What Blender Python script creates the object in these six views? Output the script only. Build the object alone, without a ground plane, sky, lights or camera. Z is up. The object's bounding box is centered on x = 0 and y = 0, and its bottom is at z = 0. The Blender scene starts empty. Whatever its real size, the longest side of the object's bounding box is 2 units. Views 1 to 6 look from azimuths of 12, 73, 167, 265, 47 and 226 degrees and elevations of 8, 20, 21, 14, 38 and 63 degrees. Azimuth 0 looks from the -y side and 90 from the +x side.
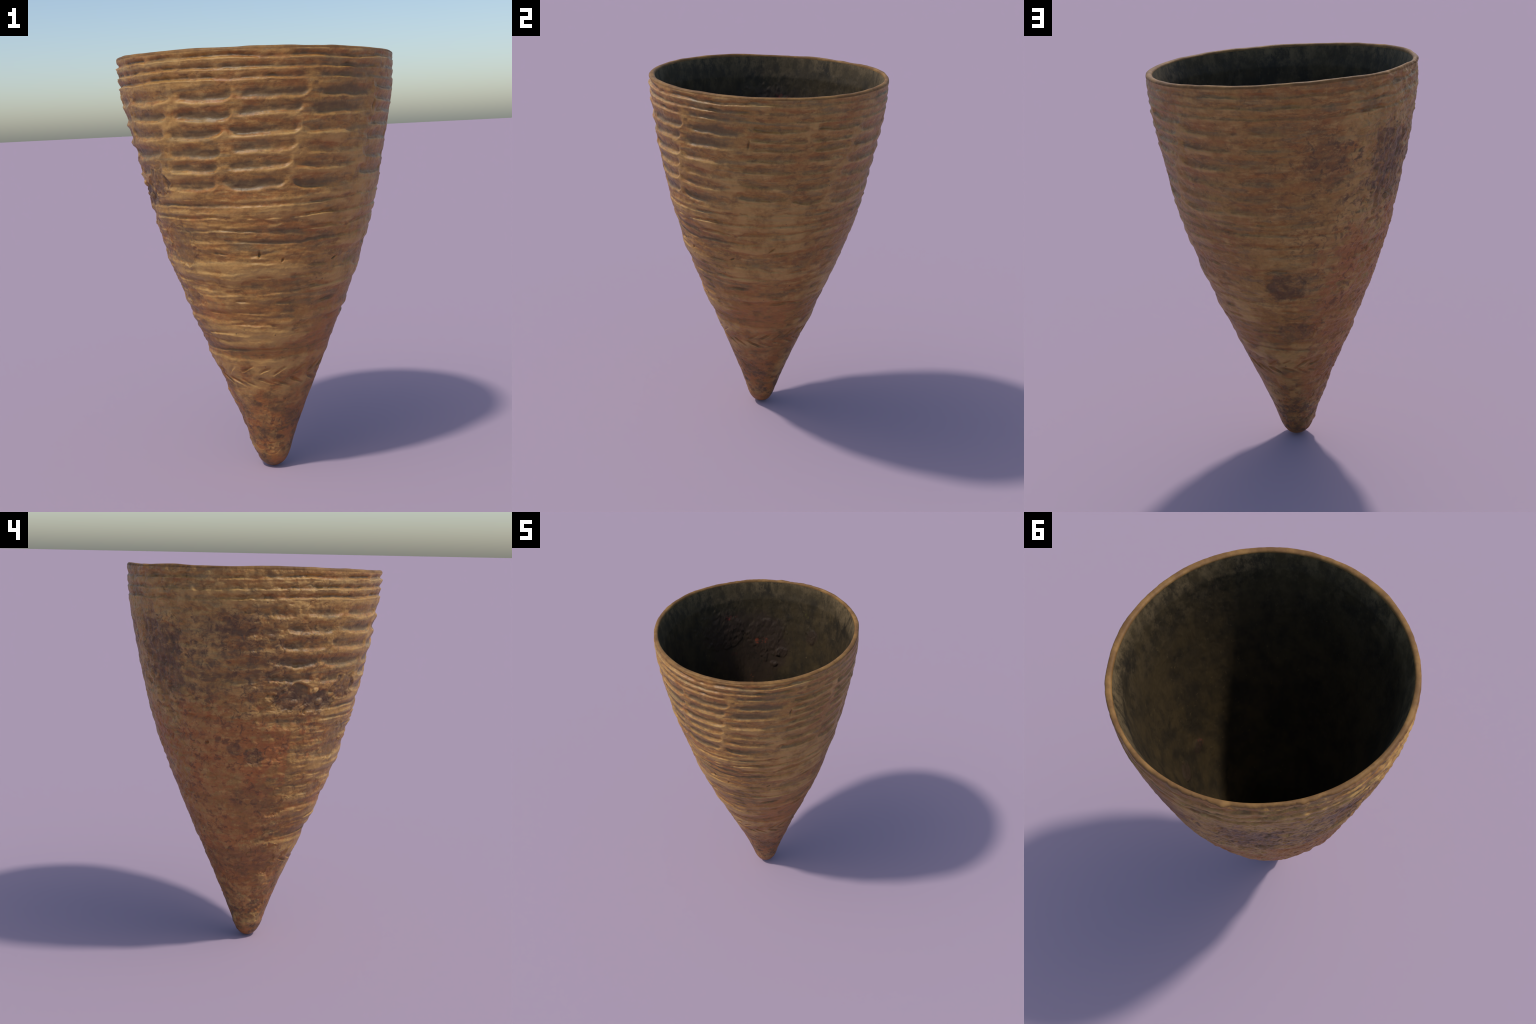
# A tall hand-built conical clay vessel on a rounded point: plain lip, three collar grooves,
# a shoulder of finger-dragged gouges in columns, incised rings, rows of stab marks,
# a herringbone band and a plain tip; soot-black inside, flaked and scarred on its back.
import bpy, math
import numpy as np

TAU = math.tau
NT = 1100                      # columns around the pot

# ------------------------------------------------------------------ smooth body
# axis drift, mean profile and slight ovality, each a polynomial in t = z - 1
AXIS_X = (0.0038, 0.0034, -0.0057)
AXIS_Y = (0.0011, -0.0055, 0.0015)
PROFILE = (0.4400, 0.35074, -0.14365, -0.09468, 0.08057, 0.11734, -0.02485, -0.09379)
COS2 = (-0.00227, -0.00374, 0.0026)
SIN2 = (-0.00946, 0.0008, 0.0100)
COS3 = (-0.00195, -0.00025)
SIN3 = (-0.00059, -0.00146)
TIP_SOFTNESS = 0.035
RIM_WAVES = (1.9840, -0.0131, 0.0074, -0.0017, -0.0001, -0.0011, -0.0014)
SWELL = 0.0005                 # ridges stand this much proud of the smooth body
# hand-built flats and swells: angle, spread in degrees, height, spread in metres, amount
DENTS = [(-42, 30, 1.15, 0.55, -0.0115), (135, 30, 1.25, 0.50, -0.0095), (-133, 24, 0.74, 0.28, 0.0115), (-126, 16, 1.55, 0.22, 0.0085),
         (-173, 20, 1.38, 0.20, -0.0135), (-68, 34, 0.52, 0.16, -0.0095), (14, 18, 0.85, 0.22, 0.0055), (126, 18, 1.42, 0.13, -0.0050), (151, 16, 1.62, 0.15, -0.0055), (79, 18, 1.15, 0.2, 0.0035)]


def poly(c, z):
    t, o = z - 1.0, 0.0
    for a in reversed(c):
        o = o * t + a
    return o


def body_radius(th, z):
    tip = np.sqrt(1 - np.exp(-np.maximum(z, 0) / TIP_SOFTNESS))
    bend = 0
    for a, sa, h, sh, amt in DENTS:
        off = np.arctan2(np.sin(th - math.radians(a)), np.cos(th - math.radians(a)))
        bend = bend + amt * np.exp(-(off / math.radians(sa)) ** 2 - ((z - h) / sh) ** 2)
    return tip * (bend + poly(PROFILE, z) + poly(COS2, z) * np.cos(2 * th) + poly(SIN2, z) * np.sin(2 * th)
                  + poly(COS3, z) * np.cos(3 * th) + poly(SIN3, z) * np.sin(3 * th))


def rim_height(th):
    c, o = RIM_WAVES, RIM_WAVES[0] + 0 * th
    for k in (1, 2, 3):
        o = o + c[2 * k - 1] * np.cos(k * th) + c[2 * k] * np.sin(k * th)
    return o


# ------------------------------------------------------------------ noise
def _hash(ix, iy, iz, seed):
    h = (ix * 374761393 + iy * 668265263 + iz * 2147483647 + seed * 144665) & 0xFFFFFFFF
    h = ((h ^ (h >> 13)) * 1274126177) & 0xFFFFFFFF
    h = ((h ^ (h >> 16)) * 2246822519) & 0xFFFFFFFF
    return ((h ^ (h >> 15)) & 0xFFFF).astype(np.float32) / 32767.5 - 1


def vnoise(x, y, z, seed=0):
    i, j, k = (np.floor(a).astype(np.int64) for a in (x, y, z))
    f, g, h = (x - i).astype(np.float32), (y - j).astype(np.float32), (z - k).astype(np.float32)
    f, g, h = (a * a * a * (a * (a * 6 - 15) + 10) for a in (f, g, h))
    o = 0
    for a in (0, 1):
        for b in (0, 1):
            for c in (0, 1):
                o = o + _hash(i + a, j + b, k + c, seed) * (f if a else 1 - f) * (g if b else 1 - g) * (h if c else 1 - h)
    return o


def fbm(p, freq, octaves=3, seed=0, squash=(1, 1, 1), gain=0.5):
    o, amp, tot = 0, 1.0, 0.0
    for n in range(octaves):
        s = freq * 2.03 ** n
        o = o + amp * vnoise(p[0] * s * squash[0] + 31.7, p[1] * s * squash[1] + 17.3, p[2] * s * squash[2] + 5.1, seed + n)
        tot += amp
        amp *= gain
    return o / tot * 1.6


def smooth(a, b, x):
    t = np.clip((x - a) / (b - a), 0, 1)
    return t * t * (3 - 2 * t)


def wrap(a):
    return (a + 180.0) % 360.0 - 180.0


def around(knots, deg):
    """Periodic smooth interpolation of (angle, value) knots."""
    k = sorted(knots)
    xs = [k[-1][0] - 360] + [a for a, _ in k] + [k[0][0] + 360]
    ys = [k[-1][1]] + [b for _, b in k] + [k[0][1]]
    return np.interp(deg, xs, ys)


# ------------------------------------------------------------------ worn places
# name: centre angle, centre height, half width (degrees), half height, boxiness, recess, roughness, strength of colour
WORN = {
    "spalled_panel":  (128, 1.565, 13, 0.195, 4, 0.0045, 0.0034, 0.85),
    "flaked_strip":   (166, 1.725, 13, 0.065, 4, 0.0030, 0.0022, 0.70),
    "pitted_break":   (-165, 1.398, 11, 0.076, 2, 0.0080, 0.0075, 0.95),
    "pitted_break_c": (-148, 1.375, 10, 0.060, 2, 0.0075, 0.0070, 0.95),
    "pitted_break_b": (-133, 1.432, 10, 0.062, 2, 0.0050, 0.0060, 0.90),
    "scaled_disc":    (94, 1.640, 11, 0.115, 2, 0.0015, 0.0022, 0.45),
    "dark_knot":      (75, 1.030, 14, 0.075, 2, 0.0025, 0.0040, 0.85),
    "dark_knot_b":    (79, 0.760, 14, 0.055, 2, 0.0030, 0.0035, 0.80),
    "round_scar":     (178, 0.865, 19, 0.095, 2, 0.0030, 0.0020, 0.35),
    "tip_spall":      (168, 0.500, 44, 0.085, 3, 0.0050, 0.0035, 0.40),
    "burnt_spot":     (166, 1.140, 4, 0.036, 2, 0.0030, 0.0025, 0.90),
    "burnt_spot_b":   (177, 1.105, 5, 0.045, 2, 0.0030, 0.0025, 0.90),
    "chip":           (9, 1.085, 7, 0.045, 2, 0.0022, 0.0022, 0.35),
    "scuffed_flank":  (-129, 1.150, 9, 0.080, 3, 0.0025, 0.0028, 0.35),
    "scuffed_flank_b": (-134, 0.900, 9, 0.045, 2, 0.0020, 0.0025, 0.55),
}


def worn_mask(spec, deg, z, jag):
    a, h, wa, wh, p = spec[:5]
    u = np.abs(wrap(deg - a)) / wa + jag * 0.0
    v = np.abs(z - h) / wh
    d = (u ** p + v ** p) ** (1 / p) + 0.50 * jag
    return 1 - smooth(0.78, 1.10, d)


# ------------------------------------------------------------------ decoration
RINGS = [  # (angle, height) knots, half width, depth, share kept on the worn back
    ([(-140, 1.958), (-111, 1.950), (-80, 1.945), (-40, 1.936), (0, 1.945), (77, 1.949), (140, 1.953), (-167, 1.958)], 0.0160, 0.0105, 0.75),
    ([(-140, 1.912), (-111, 1.910), (-80, 1.904), (-40, 1.898), (0, 1.903), (77, 1.903), (140, 1.907), (-167, 1.911)], 0.0160, 0.0105, 0.75),
    ([(-140, 1.870), (-111, 1.868), (-80, 1.864), (-40, 1.861), (0, 1.864), (77, 1.856), (140, 1.861), (-167, 1.870)], 0.0165, 0.0105, 0.70),
    ([(-128, 1.342), (-79, 1.343), (-47, 1.347), (-31, 1.359), (-9, 1.364), (23, 1.355), (73, 1.368), (140, 1.355), (-170, 1.335)], 0.0150, 0.0064, 0.35),
    ([(-122, 1.289), (-80, 1.288), (-40, 1.291), (-22, 1.298), (7, 1.296), (43, 1.316), (73, 1.315), (140, 1.30), (-160, 1.285)], 0.0130, 0.0062, 0.40),
    ([(-105, 1.231), (-59, 1.228), (-37, 1.228), (-20, 1.245), (41, 1.256), (72, 1.251), (140, 1.24), (-160, 1.230)], 0.0130, 0.0055, 0.30),
    ([(-127, 1.187), (-84, 1.180), (-58, 1.174), (-37, 1.177), (-20, 1.188), (39, 1.205), (72, 1.208), (150, 1.19)], 0.0145, 0.0050, 0.30),
    ([(-130, 0.943), (-108, 0.937), (-87, 0.946), (-65, 0.952), (-45, 0.963), (-20, 0.968), (39, 0.939), (70, 0.944), (150, 0.945)], 0.0160, 0.0055, 0.30),
    ([(-137, 0.654), (-104, 0.658), (-77, 0.661), (-51, 0.666), (-18, 0.667), (0, 0.657), (38, 0.659), (80, 0.641), (114, 0.630), (170, 0.64)], 0.0150, 0.0055, 0.45),
]
# ribs between the columns of gouges: angle at z = 1.80 and lean in degrees per metre
RIBS = [(-165.0, 44), (-140.5, 38), (-112.0, 38), (-85.3, 28), (-55.0, 27), (-23.6, 21), (5.8, 24), (32.0, 38), (61.5, 32), (86.0, 20), (113.0, 20), (141.0, 20), (168.0, 30)]
FIRST_ROW, ROW_HEIGHTS = 1.802, (1.802, 1.728, 1.652, 1.575, 1.503, 1.430)
CLOSE_ROWS = (1.825, 1.768, 1.718, 1.668, 1.600, 1.520, 1.446)
# per column: rows, depth, how far the stroke fades out, curl at its end
COLUMNS = [
    (ROW_HEIGHTS[:5], 0.0110, 0.25, 0.008), (ROW_HEIGHTS[:5], 0.0105, 0.10, 0.008), (ROW_HEIGHTS, 0.0112, 0.10, 0.018), (ROW_HEIGHTS, 0.0112, 0.15, 0.022),
    (ROW_HEIGHTS, 0.0105, 0.60, 0.000), (CLOSE_ROWS, 0.0098, 0.30, 0.000), (CLOSE_ROWS, 0.0095, 0.30, 0.004), (ROW_HEIGHTS, 0.0095, 0.40, 0.000),
    (ROW_HEIGHTS, 0.0085, 0.75, 0.000), (ROW_HEIGHTS, 0.0018, 0.50, 0.0), (ROW_HEIGHTS, 0.0010, 0.50, 0.0), (ROW_HEIGHTS, 0.0035, 0.40, 0.0), (ROW_HEIGHTS[:5], 0.0080, 0.35, 0.006),
]


def furrow(v):
    """Cross-section of a dragged groove: long slope under the upper edge, steep lower wall with a pushed-up lip."""
    s = v + 0.40 * (1 - np.clip(v * v, 0, 1))
    return -np.clip(1 - s * s, 0, 1) ** 1.35 * (np.abs(v) < 1.3) + 0.17 * np.exp(-((v + 1.14) / 0.26) ** 2)


def scallop(v):
    """Cross-section of a finger-dragged course: sharp lower lip, hollow just above it, then a long swell up to the next lip."""
    return -1.05 * smooth(-1.12, -0.36, v) * (1 - smooth(-0.36, 1.50, v)) + 0.19 * np.exp(-((v + 1.16) / 0.36) ** 2)


def relief(deg, z, p, r):
    """Height of the worked surface over the smooth body."""
    rng = np.random.default_rng(7)
    d = np.zeros_like(z)
    wob = fbm(p, 7, 3, 11)
    wob2 = fbm(p, 22, 2, 23)
    back = smooth(88, 112, deg % 360) * (1 - smooth(196, 222, deg % 360))
    calm = 1 - 0.40 * smooth(-30, 5, wrap(deg - 0)) * (1 - smooth(95, 115, wrap(deg - 0)))   # smoother quarter
    # rings
    for knots, w, depth, kept in RINGS:
        zc = around(knots, deg) + 0.0065 * wob + 0.0020 * wob2
        amp = depth * calm * (1 - (1 - kept) * back) * (0.80 + 0.45 * wob2 + 0.45 * wob)
        d += np.clip(amp, 0, 1) * furrow((z - zc) / w)
    # columns of gouges
    for n, (a0, lean) in enumerate(RIBS):
        b0, lean_b = RIBS[(n + 1) % len(RIBS)]
        rows, depth, fade, curl = COLUMNS[n]
        for m, zr in enumerate(rows):
            zj = zr + rng.normal(0, 0.0035) + 0.0055 * math.sin(2.4 * n + 0.3 * m)
            w = 0.0290 if rows is ROW_HEIGHTS or len(rows) < 7 else 0.0215
            a = a0 + lean * (zj - 1.80) + rng.normal(0, 1.1)
            span = wrap(b0 + lean_b * (zj - 1.80) - a0 - lean * (zj - 1.80)) - 2.2
            tilt = rng.normal(0.002, 0.004)
            dep = depth * rng.uniform(0.88, 1.12)
            u = wrap(deg - a) / span
            sel = (u > -0.06) & (u < 1.06) & (np.abs(z - zj) < 0.075)
            if not sel.any():
                continue
            us, zs = u[sel], z[sel]
            join = 0.16 if depth > 0.0100 else 0.08
            end = smooth(0.80, 1.03, us)
            zc = zj + tilt * (us - 0.5) + curl * end ** 2 + 0.007 * wob[sel] + 0.004 * wob2[sel]
            ww = w * (0.78 + 0.30 * np.sin(np.pi * np.clip(us, 0, 1))) * (1 - 0.10 * end * (curl > 0.01)) * (1 + 0.15 * wob2[sel])
            env = (join + (1 - join) * smooth(-0.02, 0.13, us + 0.05 * wob2[sel]) * (1 - smooth(0.89, 1.0, us))) * smooth(-0.06, -0.02, us) * (1 - smooth(1.01, 1.055, us)) * (1 - fade * smooth(0.25, 1.0, us))
            d[sel] += dep * env * scallop((zs - zc + 0.002) / ww) * (1 + 0.25 * wob2[sel])
            if curl > 0.01:   # clay pushed up where the stroke ends
                d[sel] += 0.0020 * np.exp(-((us - 0.985) / 0.05) ** 2 - ((zs - zc) / 0.028) ** 2)
            # nick where the tool went in
            d[sel] -= 0.35 * dep * np.exp(-(us / 0.05) ** 2 - ((zs - zc - 0.006) / 0.010) ** 2)
    # close, uneven, wavy coil ridges over the whole wall, strongest below the shoulder
    q = (p[0], p[1], p[2] + 0.012 * wob)
    coil = fbm(q, 3.0, 3, 301, (1, 1, 7.2), gain=0.36)
    coil = np.sign(coil) * np.abs(coil) ** 0.8
    low = smooth(0.42, 0.66, z) * (1 - smooth(1.30, 1.46, z))
    d += calm * coil * (0.0066 * low + 0.0022 * (1 - low) * smooth(0.42, 0.66, z)) * (1 - 0.30 * back)
    fine = fbm(q, 3.0, 3, 331, (1, 1, 14), gain=0.5)
    d += calm * fine * 0.0021 * smooth(0.62, 0.75, z) * (1 - 0.6 * smooth(1.38, 1.48, z))
    # rows of stab marks, roughly in the same columns
    strokes = []
    for zr, dens, ln, dep in ((1.125, .8, .075, .0045), (1.072, .9, .085, .0048), (1.022, .95, .095, .0050), (0.990, .5, .07, .0035),
                              (0.892, .9, .095, .0052), (0.845, .9, .110, .0055), (0.795, .95, .115, .0055), (0.745, .9, .100, .0050), (0.700, .7, .090, .0042)):
        step = 26.0 * max(1.0, 0.36 / (0.30 + 0.25 * zr) * 0.95)
        a = rng.uniform(0, step)
        while a < 360:
            if rng.random() < dens:
                strokes.append((a + rng.normal(0, 3.0), zr + rng.normal(0, 0.008), ln * rng.uniform(0.7, 1.9), rng.normal(0.0, 0.07), 1.05 * dep * rng.uniform(0.4, 1.3), 0.0160 * rng.uniform(0.75, 1.3)))
            a += step * rng.uniform(0.72, 1.2)
    # herringbone: each pair opens to the right
    a = -143.0
    while a < 130.0:
        strokes.append((a + 5.5 + rng.normal(0, .8), 0.553 + rng.normal(0, .005), 0.088 * rng.uniform(.8, 1.15), 0.62 + rng.normal(0, .1), 0.0070 * rng.uniform(.5, 1.2), 0.0120))
        strokes.append((a + 7.5 + rng.normal(0, .8), 0.490 + rng.normal(0, .005), 0.105 * rng.uniform(.8, 1.15), -0.48 + rng.normal(0, .1), 0.0070 * rng.uniform(.5, 1.2), 0.0120))
        a += 17.3 + rng.normal(0, 1.4)
    for a, zc, ln, tilt, dep, w in strokes:
        s = np.radians(wrap(deg - a)) * r
        sel = (np.abs(s) < 0.7 * ln) & (np.abs(z - zc) < 0.08)
        if not sel.any():
            continue
        ss, zz = s[sel], z[sel] - zc - 0.004 * wob2[sel]
        along = ss * math.cos(tilt) + zz * math.sin(tilt)
        across = -ss * math.sin(tilt) + zz * math.cos(tilt)
        env = smooth(-0.55, -0.25, along / ln) * (1 - smooth(0.05, 0.55, along / ln))
        d[sel] += dep * env * (1 - 0.75 * back[sel]) * furrow(across / w)
    # a few deep nicks and tool slips: angle, height, length, tilt
    for a, zc, ln, tilt in ((-82, 1.118, 0.030, 1.5), (-12, 1.150, 0.045, 0.7), (-70, 1.09, 0.02, 1.2), (-25, 1.735, 0.05, 1.4), (-38, 1.075, 0.028, 0.5), (150, 1.17, .02, 0.2), (124, 1.17, .03, 1.2)):
        s = np.radians(wrap(deg - a)) * r
        al, ac = s * math.cos(tilt) + (z - zc) * math.sin(tilt), -s * math.sin(tilt) + (z - zc) * math.cos(tilt)
        d -= 0.009 * np.exp(-(al / ln * 2) ** 4 - (ac / 0.0045) ** 2)
    # wear on the back
    jag = fbm(p, 13, 4, 41, gain=0.6)
    mid = fbm(p, 27, 3, 51, gain=0.55)
    strap = fbm(p, 50, 2, 55, (1, 1, 0.28))
    for name, spec in WORN.items():
        m = worn_mask(spec, deg, z, jag)
        bits = strap if name == "spalled_panel" else mid
        d = d * (1 - 0.72 * m) - m * (spec[5] + spec[6] * bits) + 0.0018 * np.exp(-((m - 0.25) / 0.2) ** 2) * (m > 0.01)
    # pebbles of temper standing in the pitted break
    for a, zc, s in ((-176, 1.392, .020), (-141, 1.400, .014), (-148, 1.372, .018), (-152, 1.432, .013), (-163, 1.375, .015), (-128, 1.405, .013), (-168, 1.43, .012)):
        q = ((np.radians(wrap(deg - a)) * r / (1.4 * s)) ** 2 + ((z - zc) / s) ** 2)
        d += 0.55 * s * np.sqrt(np.clip(1 - q, 0, 1))
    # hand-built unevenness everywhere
    d += 0.0028 * fbm(p, 3.2, 2, 61) + 0.0022 * wob + 0.0014 * wob2 + (0.0006 + 0.0034 * back) * mid + 0.0042 * back * fbm(p, 9, 4, 66, (1, 1, 2.2), gain=0.6) + 0.0005 * fbm(p, 70, 2, 71)
    # cracks across the worn back
    cr = np.abs(fbm(p, 9, 3, 81, (1, 1, 1.7)))
    d -= 0.0030 * back * np.exp(-(cr / 0.035) ** 2) * smooth(0.0, 0.4, wob + 0.2)
    # pores near the tip
    tip = 1 - smooth(0.30, 0.48, z)
    d -= 0.0020 * tip * smooth(0.35, 0.8, fbm(p, 42, 2, 91))
    return d * smooth(0.0, 0.06, z) + SWELL


# ------------------------------------------------------------------ grids
th = (np.arange(NT) + 0.5) / NT * TAU - math.pi
deg1 = np.degrees(th)
zr = rim_height(th)
LIP, WALL = 0.0120, 0.0205
z_low = np.concatenate([0.060 * np.linspace(0.012, 1, 34)[:-1] ** 1.5, np.arange(0.060, 1.86, 0.00285)])
z_up = np.linspace(0, 1, 42)


def place(th2, z, rad):
    return np.stack([poly(AXIS_X, z) + rad * np.cos(th2), poly(AXIS_Y, z) + rad * np.sin(th2), z], -1)


Z_low = np.repeat(z_low[:, None], NT, 1)
Z_up = z_low[-1] + (zr[None] - LIP - z_low[-1]) * z_up[1:, None]
Zo = np.vstack([Z_low, Z_up])
THo = np.repeat(th[None], len(Zo), 0)
Ro = body_radius(THo, Zo)
Po = place(THo, Zo, Ro)
Do = relief(np.degrees(THo), Zo, (Po[..., 0], Po[..., 1], Po[..., 2]), Ro)
outer = place(THo, Zo, np.maximum(Ro + Do, 0.0015))
top_r = (Ro + Do)[-1]

# inner wall: down from the lip to a rounded bottom
FLOOR = 0.17
z_in_low = FLOOR + 0.06 * np.linspace(0.02, 1, 16)[:-1] ** 1.6
z_in = np.concatenate([z_in_low, np.arange(FLOOR + 0.06, 1.90, 0.0068)])
Zi = np.vstack([np.repeat(z_in[:, None], NT, 1), z_in[-1] + (zr[None] - LIP - z_in[-1]) * np.linspace(0, 1, 18)[1:, None]])
THi = np.repeat(th[None], len(Zi), 0)
thin = np.exp(-(wrap(np.degrees(THi) + 125) / 20) ** 2 - ((Zi - 1.58) / 0.22) ** 2)
Ri = body_radius(THi, Zi) - WALL - (0.028 - 0.015 * thin + 0.009 * (1 - smooth(1.2, 1.6, Zi))) * np.clip((1.987 - Zi) / 0.115, 0, 1) ** 0.85
for a, sa, h, sh, amt in ((-5, 42, 0.90, 0.45, 0.010), (-62, 32, 0.95, 0.40, 0.007), (140, 24, 1.00, 0.30, -0.008), (-96, 10, 1.45, 0.4, 0.007), (172, 12, 1.5, 0.3, 0.004)):
    Ri = Ri - amt * np.exp(-(wrap(np.degrees(THi) - a) / sa) ** 2 - ((Zi - h) / sh) ** 2)
Ri = Ri * np.sqrt(1 - np.exp(-np.maximum(Zi - FLOOR, 1e-4) / 0.03))
Pi = place(THi, Zi, Ri)
pi = (Pi[..., 0], Pi[..., 1], Pi[..., 2])
SCARS = {"crusted_oval": (131, 1.610, 13, 0.145, 2), "crusted_oval_b": (163, 1.690, 17, 0.125, 2), "crust_patch": (96, 1.650, 5, 0.060, 2),
         "crust_patch_b": (119, 1.507, 4, 0.035, 2), "crust_patch_c": (124, 1.416, 5, 0.030, 2), "crust_patch_d": (22, 1.045, 6, 0.035, 2), "crust_patch_e": (48, 1.09, 8, 0.05, 2)}
jag_i, mid_i, low_i = fbm(pi, 14, 3, 141), fbm(pi, 36, 3, 151), fbm(pi, 4, 2, 161)
Di = 0.0025 * low_i + 0.0009 * mid_i + 0.0010 * fbm(pi, 11, 2, 171, (1, 1, 0.4))
for spec in SCARS.values():
    m = worn_mask(spec, np.degrees(THi), Zi, jag_i)
    Di -= m * (0.004 + 0.0030 * mid_i + 0.0022 * jag_i) + 0.0018 * np.exp(-((m - 0.4) / 0.30) ** 2) * (m > 0.02) * smooth(-0.2, 0.5, mid_i)
Di *= (1 - smooth(1.90, 1.955, Zi))
Ri = np.maximum(Ri, 0.02 * np.sqrt(1 - np.exp(-np.maximum(Zi - FLOOR, 1e-4) / 0.03)))
inner = place(THi, Zi, np.maximum(Ri + Di, 0.001))

# lip: half-round over the wall
n_lip = 18
phi = np.linspace(0, math.pi, n_lip + 2)[1:-1]
ro_, ri_ = top_r, (Ri + Di)[-1]
crumb = fbm((np.cos(th) * .62, np.sin(th) * .62, zr * 0), 6, 3, 201, gain=0.45)
lip_r = [(ro_ + ri_) / 2 + (ro_ - ri_) / 2 * math.copysign(abs(math.cos(f)) ** 0.85, math.cos(f)) for f in phi]
lip_z = [zr - LIP + (LIP + 0.0034 * crumb) * math.sin(f) ** 0.85 for f in phi]
lip = np.stack([place(th, z, r) for z, r in zip(lip_z, lip_r)])

grid = np.concatenate([outer, lip, inner[::-1]])          # rows from the tip, over the lip, to the bottom inside
n_out, n_rows = len(outer), len(grid)

# vertex normals of the whole pot
dt = np.roll(grid, -1, 1) - np.roll(grid, 1, 1)
dz = np.empty_like(grid)
dz[1:-1] = grid[2:] - grid[:-2]
dz[0], dz[-1] = grid[1] - grid[0], grid[-1] - grid[-2]
nrm = np.cross(dt, dz)
nrm /= np.linalg.norm(nrm, axis=-1, keepdims=True) + 1e-12


# ------------------------------------------------------------------ materials
class S:
    """A socket with arithmetic, to write shader maths as formulas."""
    tree = None

    def __init__(self, sock):
        self.sock = sock

    @staticmethod
    def op(kind, *args, clamp=False):
        n = S.tree.nodes.new("ShaderNodeMath")
        n.operation, n.use_clamp = kind, clamp
        for i, a in enumerate(args):
            if isinstance(a, S):
                S.tree.links.new(a.sock, n.inputs[i])
            else:
                n.inputs[i].default_value = float(a)
        return S(n.outputs[0])

    def __add__(self, o): return S.op("ADD", self, o)
    __radd__ = __add__
    def __sub__(self, o): return S.op("SUBTRACT", self, o)
    def __rsub__(self, o): return S.op("SUBTRACT", o, self)
    def __mul__(self, o): return S.op("MULTIPLY", self, o)
    __rmul__ = __mul__
    def __truediv__(self, o): return S.op("DIVIDE", self, o)
    def __pow__(self, o): return S.op("POWER", self, o)


def step(a, b, x):
    n = S.tree.nodes.new("ShaderNodeMapRange")
    n.interpolation_type = "SMOOTHSTEP"
    S.tree.links.new(x.sock, n.inputs["Value"])
    flip = b < a
    n.inputs["From Min"].default_value, n.inputs["From Max"].default_value = min(a, b), max(a, b)
    n.inputs["To Min"].default_value, n.inputs["To Max"].default_value = (1, 0) if flip else (0, 1)
    return S(n.outputs["Result"])


def poly_node(c, t):
    o = S.op("ADD", 0.0, c[-1])
    for a in reversed(c[:-1]):
        o = S.op("MULTIPLY_ADD", o, t, a)
    return o


def noise(vec, scale, detail=3, rough=0.5, stretch=(1, 1, 1), shift=(0, 0, 0), distort=0.0):
    m = S.tree.nodes.new("ShaderNodeMapping")
    S.tree.links.new(vec, m.inputs["Vector"])
    m.inputs["Scale"].default_value, m.inputs["Location"].default_value = stretch, shift
    n = S.tree.nodes.new("ShaderNodeTexNoise")
    S.tree.links.new(m.outputs[0], n.inputs["Vector"])
    n.inputs["Scale"].default_value, n.inputs["Detail"].default_value, n.inputs["Roughness"].default_value, n.inputs["Distortion"].default_value = scale, detail, rough, distort
    return S(n.outputs["Fac"])


def mix(fac, a, b):
    n = S.tree.nodes.new("ShaderNodeMix")
    n.data_type, n.clamp_factor = "RGBA", True
    if isinstance(fac, S):
        S.tree.links.new(fac.sock, n.inputs["Factor"])
    else:
        n.inputs["Factor"].default_value = fac
    for name, v in (("A", a), ("B", b)):
        sock = next(s for s in n.inputs if s.name == name and s.type == "RGBA")
        if isinstance(v, tuple):
            sock.default_value = (*v, 1)
        else:
            S.tree.links.new(v, sock)
    return next(s for s in n.outputs if s.type == "RGBA")


def bump(height, strength, distance, after=None):
    n = S.tree.nodes.new("ShaderNodeBump")
    n.inputs["Strength"].default_value, n.inputs["Distance"].default_value = strength, distance
    S.tree.links.new(height.sock, n.inputs["Height"])
    if after:
        S.tree.links.new(after, n.inputs["Normal"])
    return n.outputs[0]


def start(name):
    mat = bpy.data.materials.new(name)
    mat.use_nodes = True
    S.tree = mat.node_tree
    bsdf = S.tree.nodes["Principled BSDF"]
    coord = S.tree.nodes.new("ShaderNodeTexCoord").outputs["Object"]
    xyz = S.tree.nodes.new("ShaderNodeSeparateXYZ")
    S.tree.links.new(coord, xyz.inputs[0])
    return mat, bsdf, coord, *(S(s) for s in xyz.outputs)


def place_mask(spec, dx, dy, z, jag):
    """Same outline rule as worn_mask, from position."""
    a, h, wa, wh, p = spec[:5]
    c, s = math.cos(math.radians(a)), math.sin(math.radians(a))
    ang = S.op("ARCTAN2", dy * c - dx * s, dx * c + dy * s)
    u = S.op("ABSOLUTE", ang) * (1 / math.radians(wa))
    v = S.op("ABSOLUTE", z - h) * (1 / wh)
    d = (u ** p + v ** p) ** (1 / p) + jag
    return step(1.12, 0.76, d)


OCHRE, TAN, RUST, UMBER = (0.368, 0.190, 0.050), (0.510, 0.302, 0.096), (0.310, 0.112, 0.027), (0.150, 0.072, 0.024)
GROOVE_TONE, DARK, RED = (0.130, 0.092, 0.042), (0.082, 0.044, 0.023), (0.360, 0.122, 0.032)
OLIVE, SCAB = (0.205, 0.142, 0.062), (0.142, 0.074, 0.034)
SOOT, SOOT_BROWN, SOOT_OLIVE = (0.024, 0.018, 0.011), (0.056, 0.038, 0.017), (0.215, 0.145, 0.070)


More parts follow.
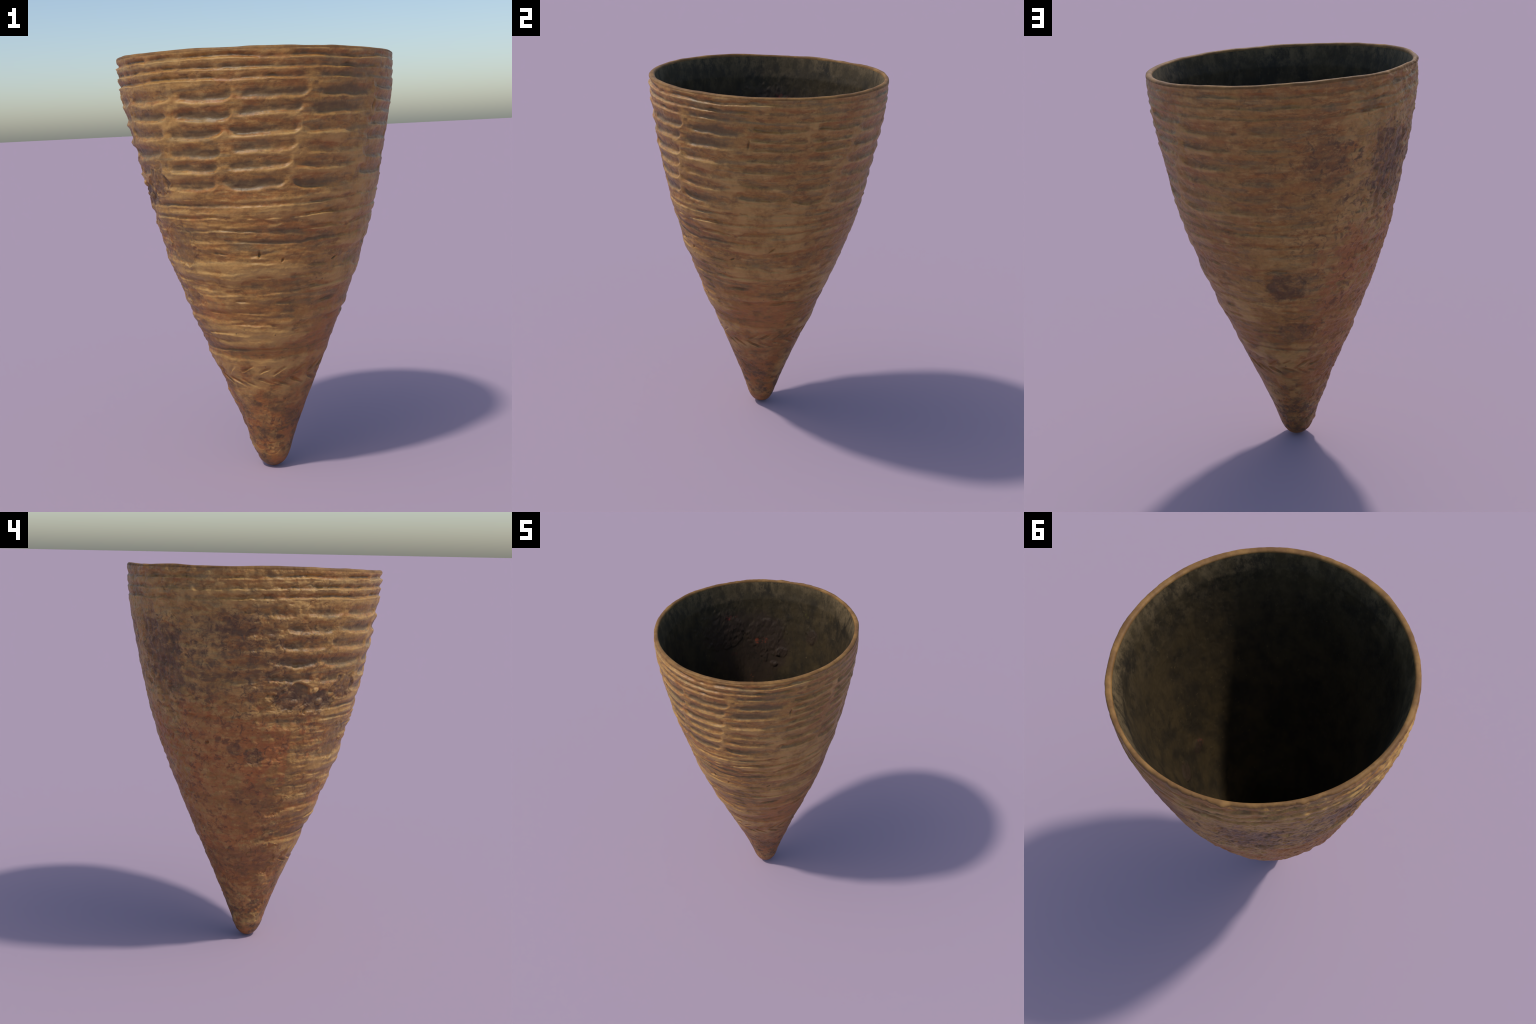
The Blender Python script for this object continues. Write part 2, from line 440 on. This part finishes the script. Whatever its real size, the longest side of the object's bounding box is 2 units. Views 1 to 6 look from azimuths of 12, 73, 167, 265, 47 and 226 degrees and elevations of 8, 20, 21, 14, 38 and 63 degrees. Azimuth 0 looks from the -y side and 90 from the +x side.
def fired_clay():
    mat, bsdf, co, x, y, z = start("fired_clay")
    t = z - 1.0
    dx, dy = x - poly_node(AXIS_X, t), y - poly_node(AXIS_Y, t)
    rad = S.op("SQRT", dx * dx + dy * dy)
    ang = S.op("ARCTAN2", dy, dx)
    tip = S.op("SQRT", 1.0 - S.op("EXPONENT", S.op("MAXIMUM", z, 0.0005) * (-1 / TIP_SOFTNESS)))
    bend = 0.0
    for a, sa, h, sh, amt in DENTS:
        c, s = math.cos(math.radians(a)), math.sin(math.radians(a))
        off = S.op("ARCTAN2", dy * c - dx * s, dx * c + dy * s) * (1 / math.radians(sa))
        up = (z - h) * (1 / sh)
        bend = S.op("EXPONENT", (off * off + up * up) * -1.0) * amt + bend
    base = tip * (bend + poly_node(PROFILE, t) + poly_node(COS2, t) * S.op("COSINE", ang * 2) + poly_node(SIN2, t) * S.op("SINE", ang * 2)
                  + poly_node(COS3, t) * S.op("COSINE", ang * 3) + poly_node(SIN3, t) * S.op("SINE", ang * 3))
    sunk = (base + SWELL) - rad                                  # metres below the smooth body
    valid = step(0.05, 0.12, z) * step(1.972, 1.960, z)
    broad, cloud = noise(co, 2.6, 4, 0.55), noise(co, 9, 4, 0.6, shift=(3, 1, 7))
    grain, fleck = noise(co, 60, 4, 0.65), noise(co, 28, 3, 0.6, shift=(5, 5, 2))
    drag = noise(co, 13, 5, 0.62, stretch=(1, 1, 4.0), shift=(9, 2, 4))
    blot = noise(co, 15, 5, 0.68, stretch=(1, 1, 2.2), shift=(1, 8, 3), distort=0.4)
    lump = noise(co, 30, 4, 0.7, shift=(2, 7, 1), distort=0.6)
    col = mix(step(0.44, 0.62, broad * 0.4 + cloud * 0.6) * 0.75, OCHRE, RUST)
    col = mix(step(0.48, 0.66, drag * 0.65 + cloud * 0.35) * 0.80, col, TAN)
    col = mix(step(0.49, 0.66, blot) * 0.70, col, UMBER)
    col = mix(step(0.54, 0.72, fleck) * 0.45, col, UMBER)
    streak = noise(co, 5.5, 5, 0.62, stretch=(1, 1, 6.5), shift=(2, 6, 3), distort=0.3)
    col = mix(step(0.50, 0.66, streak) * 0.60, col, RUST)
    col = mix(step(0.49, 0.34, streak) * 0.65, col, OLIVE)
    col = mix(step(0.58, 0.40, grain) * 0.25, col, UMBER)
    # redder, darker firing of the lower half
    col = mix(step(1.05, 0.25, z + (cloud - 0.5) * 0.9 + (streak - 0.5) * 0.8) * 0.80, col, mix(step(0.42, 0.6, blot), (0.275, 0.092, 0.023), UMBER))
    # silt: grey-brown in the hollows, broken up; stronger on the deeply worked face
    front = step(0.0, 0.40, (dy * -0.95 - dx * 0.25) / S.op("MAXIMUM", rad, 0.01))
    groove_tone = step(0.0038, 0.0115, sunk + (fleck - 0.5) * 0.006 + (drag - 0.5) * 0.006) * valid
    col = mix(groove_tone * S.op("MAXIMUM", step(0.32, 0.55, streak * 0.5 + cloud * 0.5), front * 0.7) * (0.38 + front * 0.28), col, GROOVE_TONE)
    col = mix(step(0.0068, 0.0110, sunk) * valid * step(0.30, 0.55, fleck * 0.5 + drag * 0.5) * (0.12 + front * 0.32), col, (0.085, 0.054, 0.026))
    # ridge crests lightened with TAN, painting in sunlight on the lips
    col = mix(step(0.0020, -0.0025, sunk) * valid * step(0.34, 0.56, cloud) * 0.55, col, TAN)
    # the weathered back: a dark mottled belt under the collar, rusty scabs below it
    jag = (noise(co, 11, 5, 0.68, shift=(4, 4, 4)) - 0.5) * 2.4
    belt = place_mask((155, 1.60, 43, 0.205, 3), dx, dy, z, jag)
    col = mix(belt * step(0.40, 0.60, blot * 0.5 + lump * 0.5) * 0.75, col, SCAB)
    for a, h, wa, wh, k in ((113, 1.15, 17, 0.16, 0.90), (160, 1.14, 42, 0.21, 0.88), (-175, 1.10, 16, 0.15, 0.8), (140, 0.80, 50, .24, .70), (150, 0.45, 70, .20, .6), (-20, 0.72, 32, .16, .6), (-120, .86, 16, .07, .6)):
        m = place_mask((a, h, wa, wh, 2), dx, dy, z, jag * 1.3)
        col = mix(m * step(0.39, 0.58, cloud * 0.3 + lump * 0.4 + drag * 0.3) * k, col, RED)
    for name, spec in WORN.items():
        m = place_mask(spec, dx, dy, z, jag * (0.6 if spec[4] > 3 else 1.1 if spec[2] < 10 else 0.7))
        col = mix(m * step(0.30, 0.55, lump * 0.5 + blot * 0.5) * spec[7] * 0.75, col, SCAB)
        dark = DARK if spec[7] > 0.6 else UMBER
        col = mix(m * step(0.45 * spec[5], 1.5 * spec[5] + 0.4 * spec[6], sunk + (lump - 0.5) * 0.012) * spec[7] * 0.6, col, dark)
        col = mix(m * step(0.42, 0.32, lump) * 0.4, col, RUST)
    # dark mottling of the tip and of the worn back
    mott = step(0.48, 0.64, noise(co, 20, 5, 0.7, shift=(7, 7, 7)))
    col = mix(mott * step(0.50, 0.20, z + (cloud - 0.5) * 0.25) * 0.80, col, DARK)
    back = step(-0.05, 0.35, dy * 0.6 - dx)
    col = mix(step(0.50, 0.62, lump) * step(0.38, 0.56, cloud) * back * step(1.85, 1.75, z) * 0.64, col, DARK)
    col = mix(step(0.56, 0.68, noise(co, 21, 5, 0.7, stretch=(1, 1, 1.6), shift=(3, 9, 9))) * back * 0.45, col, TAN)
    # pinholes
    v = S.tree.nodes.new("ShaderNodeTexVoronoi")
    S.tree.links.new(co, v.inputs["Vector"])
    v.inputs["Scale"].default_value = 17
    pin = step(0.085, 0.05, S(v.outputs["Distance"])) * step(0.45, 0.60, cloud)
    col = mix(pin * 0.8, col, DARK)
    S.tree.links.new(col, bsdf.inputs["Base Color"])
    S.tree.links.new((0.36 + grain * 0.20).sock, bsdf.inputs["Roughness"])
    bsdf.inputs["Specular IOR Level"].default_value = 0.35
    nb = bump(noise(co, 34, 4, 0.6, shift=(1, 2, 3)), 0.35, 0.006)
    nb = bump(lump * back, 0.45, 0.008, nb)
    nb = bump(drag, 0.35, 0.006, nb)
    nb = bump(grain, 0.15, 0.002, nb)
    S.tree.links.new(nb, bsdf.inputs["Normal"])
    return mat


def sooted_clay(name, lip):
    mat, bsdf, co, x, y, z = start(name)
    ang = S.op("ARCTAN2", y, x)
    c = RIM_WAVES
    below = (S.op("COSINE", ang) * c[1] + S.op("SINE", ang) * c[2] + (c[0] + 0.0)) - z
    t = z - 1.0
    dx, dy = x - poly_node(AXIS_X, t), y - poly_node(AXIS_Y, t)
    cloud, grain = noise(co, 7, 4, 0.6, shift=(3, 1, 7)), noise(co, 55, 4, 0.65)
    run = noise(co, 22, 4, 0.6, stretch=(1, 1, 0.35), shift=(2, 3, 4))
    broad = noise(co, 2.2, 3, 0.5, shift=(6, 1, 1))
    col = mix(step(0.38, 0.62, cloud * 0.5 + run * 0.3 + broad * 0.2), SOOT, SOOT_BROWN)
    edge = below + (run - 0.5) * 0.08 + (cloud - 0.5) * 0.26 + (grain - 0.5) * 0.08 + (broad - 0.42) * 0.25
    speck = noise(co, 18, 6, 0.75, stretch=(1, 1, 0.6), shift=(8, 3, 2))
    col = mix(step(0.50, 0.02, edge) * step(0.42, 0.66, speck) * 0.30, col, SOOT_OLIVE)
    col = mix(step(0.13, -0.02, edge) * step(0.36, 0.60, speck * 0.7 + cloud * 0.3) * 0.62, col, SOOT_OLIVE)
    col = mix(step(0.62, 0.76, grain) * 0.40, col, (0.20, 0.135, 0.055))
    jag = (noise(co, 14, 4, 0.6, shift=(4, 4, 4)) - 0.5) * 0.9
    if not lip:
        for spec in (*SCARS.values(), (143, 1.52, 30, 0.27, 2)):
            m = place_mask(spec, dx, dy, z, jag)
            col = mix(m * step(0.3, 0.5, grain) * 0.8, col, (0.042, 0.026, 0.017))
        for a, h, wa, wh, hue in ((155.5, 1.762, 5.5, 0.018, (0.22, 0.035, 0.025)), (134, 1.580, 5.5, 0.022, (0.26, 0.050, 0.018)), (143, 1.305, 2.4, 0.035, (0.42, 0.115, 0.03)),
                                  (156, 1.50, 4, 0.02, (0.07, 0.02, 0.014)), (179, 1.435, 2.5, 0.03, (0.10, 0.02, 0.016)), (104, 1.789, 4, 0.03, (0.085, 0.075, 0.018)), (17.5, 1.05, 3, 0.03, (0.16, 0.03, 0.015))):
            m = place_mask((a, h, wa, wh, 2), dx, dy, z, jag * 1.4)
            col = mix(m * step(0.48, 0.62, grain * 0.5 + run * 0.5) * 0.65, col, hue)
    else:
        r = S.op("SQRT", dx * dx + dy * dy)
        w = step(0.6190, 0.6340, r + (grain - 0.5) * 0.010 + (cloud - 0.5) * 0.012)
        clay = mix(step(0.40, 0.62, cloud) * 0.6, (0.290, 0.150, 0.045), (0.215, 0.105, 0.034))
        clay = mix(step(0.34, 0.60, run * 0.5 + cloud * 0.5) * 0.85, clay, UMBER)
        col = mix(step(0.024, 0.008, below + (grain - 0.5) * 0.012 + (cloud - .5) * .015), mix(0.35, col, clay), clay)
        col = mix(w, col, clay)
    S.tree.links.new(col, bsdf.inputs["Base Color"])
    S.tree.links.new((0.48 + grain * 0.2).sock, bsdf.inputs["Roughness"])
    bsdf.inputs["Specular IOR Level"].default_value = 0.22
    nb = bump(run, 0.35, 0.006)
    nb = bump(grain, 0.4, 0.0025, nb)
    S.tree.links.new(nb, bsdf.inputs["Normal"])
    return mat


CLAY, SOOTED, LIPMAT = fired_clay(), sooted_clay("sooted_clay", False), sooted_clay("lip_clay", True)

# ------------------------------------------------------------------ objects
vessel = bpy.data.objects.new("conical_clay_vessel", None)
vessel.empty_display_size = 0.3
bpy.context.scene.collection.objects.link(vessel)
vessel["label"] = "tall conical brown clay vessel with gouged and incised bands"
vessel["category"] = "clay vessel"


def part(name, r0, r1, mat, cap=None):
    """Mesh from grid rows r0..r1 (inclusive); cap closes the first or last row with a fan."""
    rows = r1 - r0 + 1
    v = grid[r0:r1 + 1].reshape(-1, 3)
    n = nrm[r0:r1 + 1].reshape(-1, 3)
    i = np.arange(rows - 1)[:, None] * NT + np.arange(NT)[None]
    j = np.arange(rows - 1)[:, None] * NT + (np.arange(NT)[None] + 1) % NT
    quads = np.stack([i, j, j + NT, i + NT], -1).reshape(-1, 4)
    loops, starts = quads.ravel(), np.arange(len(quads)) * 4
    if cap:
        row = 0 if cap == "low" else rows - 1
        ring = row * NT + np.arange(NT)
        nxt = row * NT + (np.arange(NT) + 1) % NT
        hub = v[ring].mean(0)
        hub[2] += -0.0004
        v, n = np.vstack([v, hub]), np.vstack([n, [0, 0, -1 if cap == "low" else 1]])
        k = np.full(NT, len(v) - 1)
        tri = np.stack([nxt, ring, k] if cap == "low" else [ring, nxt, k], -1)
        starts = np.concatenate([starts, len(loops) + np.arange(NT) * 3])
        loops = np.concatenate([loops, tri.ravel()])
    me = bpy.data.meshes.new(name)
    me.vertices.add(len(v))
    me.vertices.foreach_set("co", v.astype(np.float32).ravel())
    me.loops.add(len(loops))
    me.loops.foreach_set("vertex_index", loops.astype(np.int32))
    me.polygons.add(len(starts))
    me.polygons.foreach_set("loop_start", starts.astype(np.int32))
    me.update(calc_edges=True)
    me.polygons.foreach_set("use_smooth", np.ones(len(starts), bool))
    me.materials.append(mat)
    me.normals_split_custom_set_from_vertices(n.astype(np.float32))
    o = bpy.data.objects.new(name, me)
    bpy.context.scene.collection.objects.link(o)
    o.parent = vessel
    return o


def row_at(z):
    return int(np.argmin(np.abs(z_low - z)))


# settle the point on the ground
grid[..., 2] -= grid[..., 2].min() - 0.0004
b = [0, row_at(0.40), row_at(0.625), row_at(1.153), row_at(1.392), row_at(1.845), n_out - 1]
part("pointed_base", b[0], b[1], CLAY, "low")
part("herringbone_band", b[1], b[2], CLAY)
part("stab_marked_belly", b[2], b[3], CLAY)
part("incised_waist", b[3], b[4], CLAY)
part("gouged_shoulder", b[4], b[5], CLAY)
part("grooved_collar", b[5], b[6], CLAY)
part("lip", n_out - 1, n_out + n_lip, LIPMAT)
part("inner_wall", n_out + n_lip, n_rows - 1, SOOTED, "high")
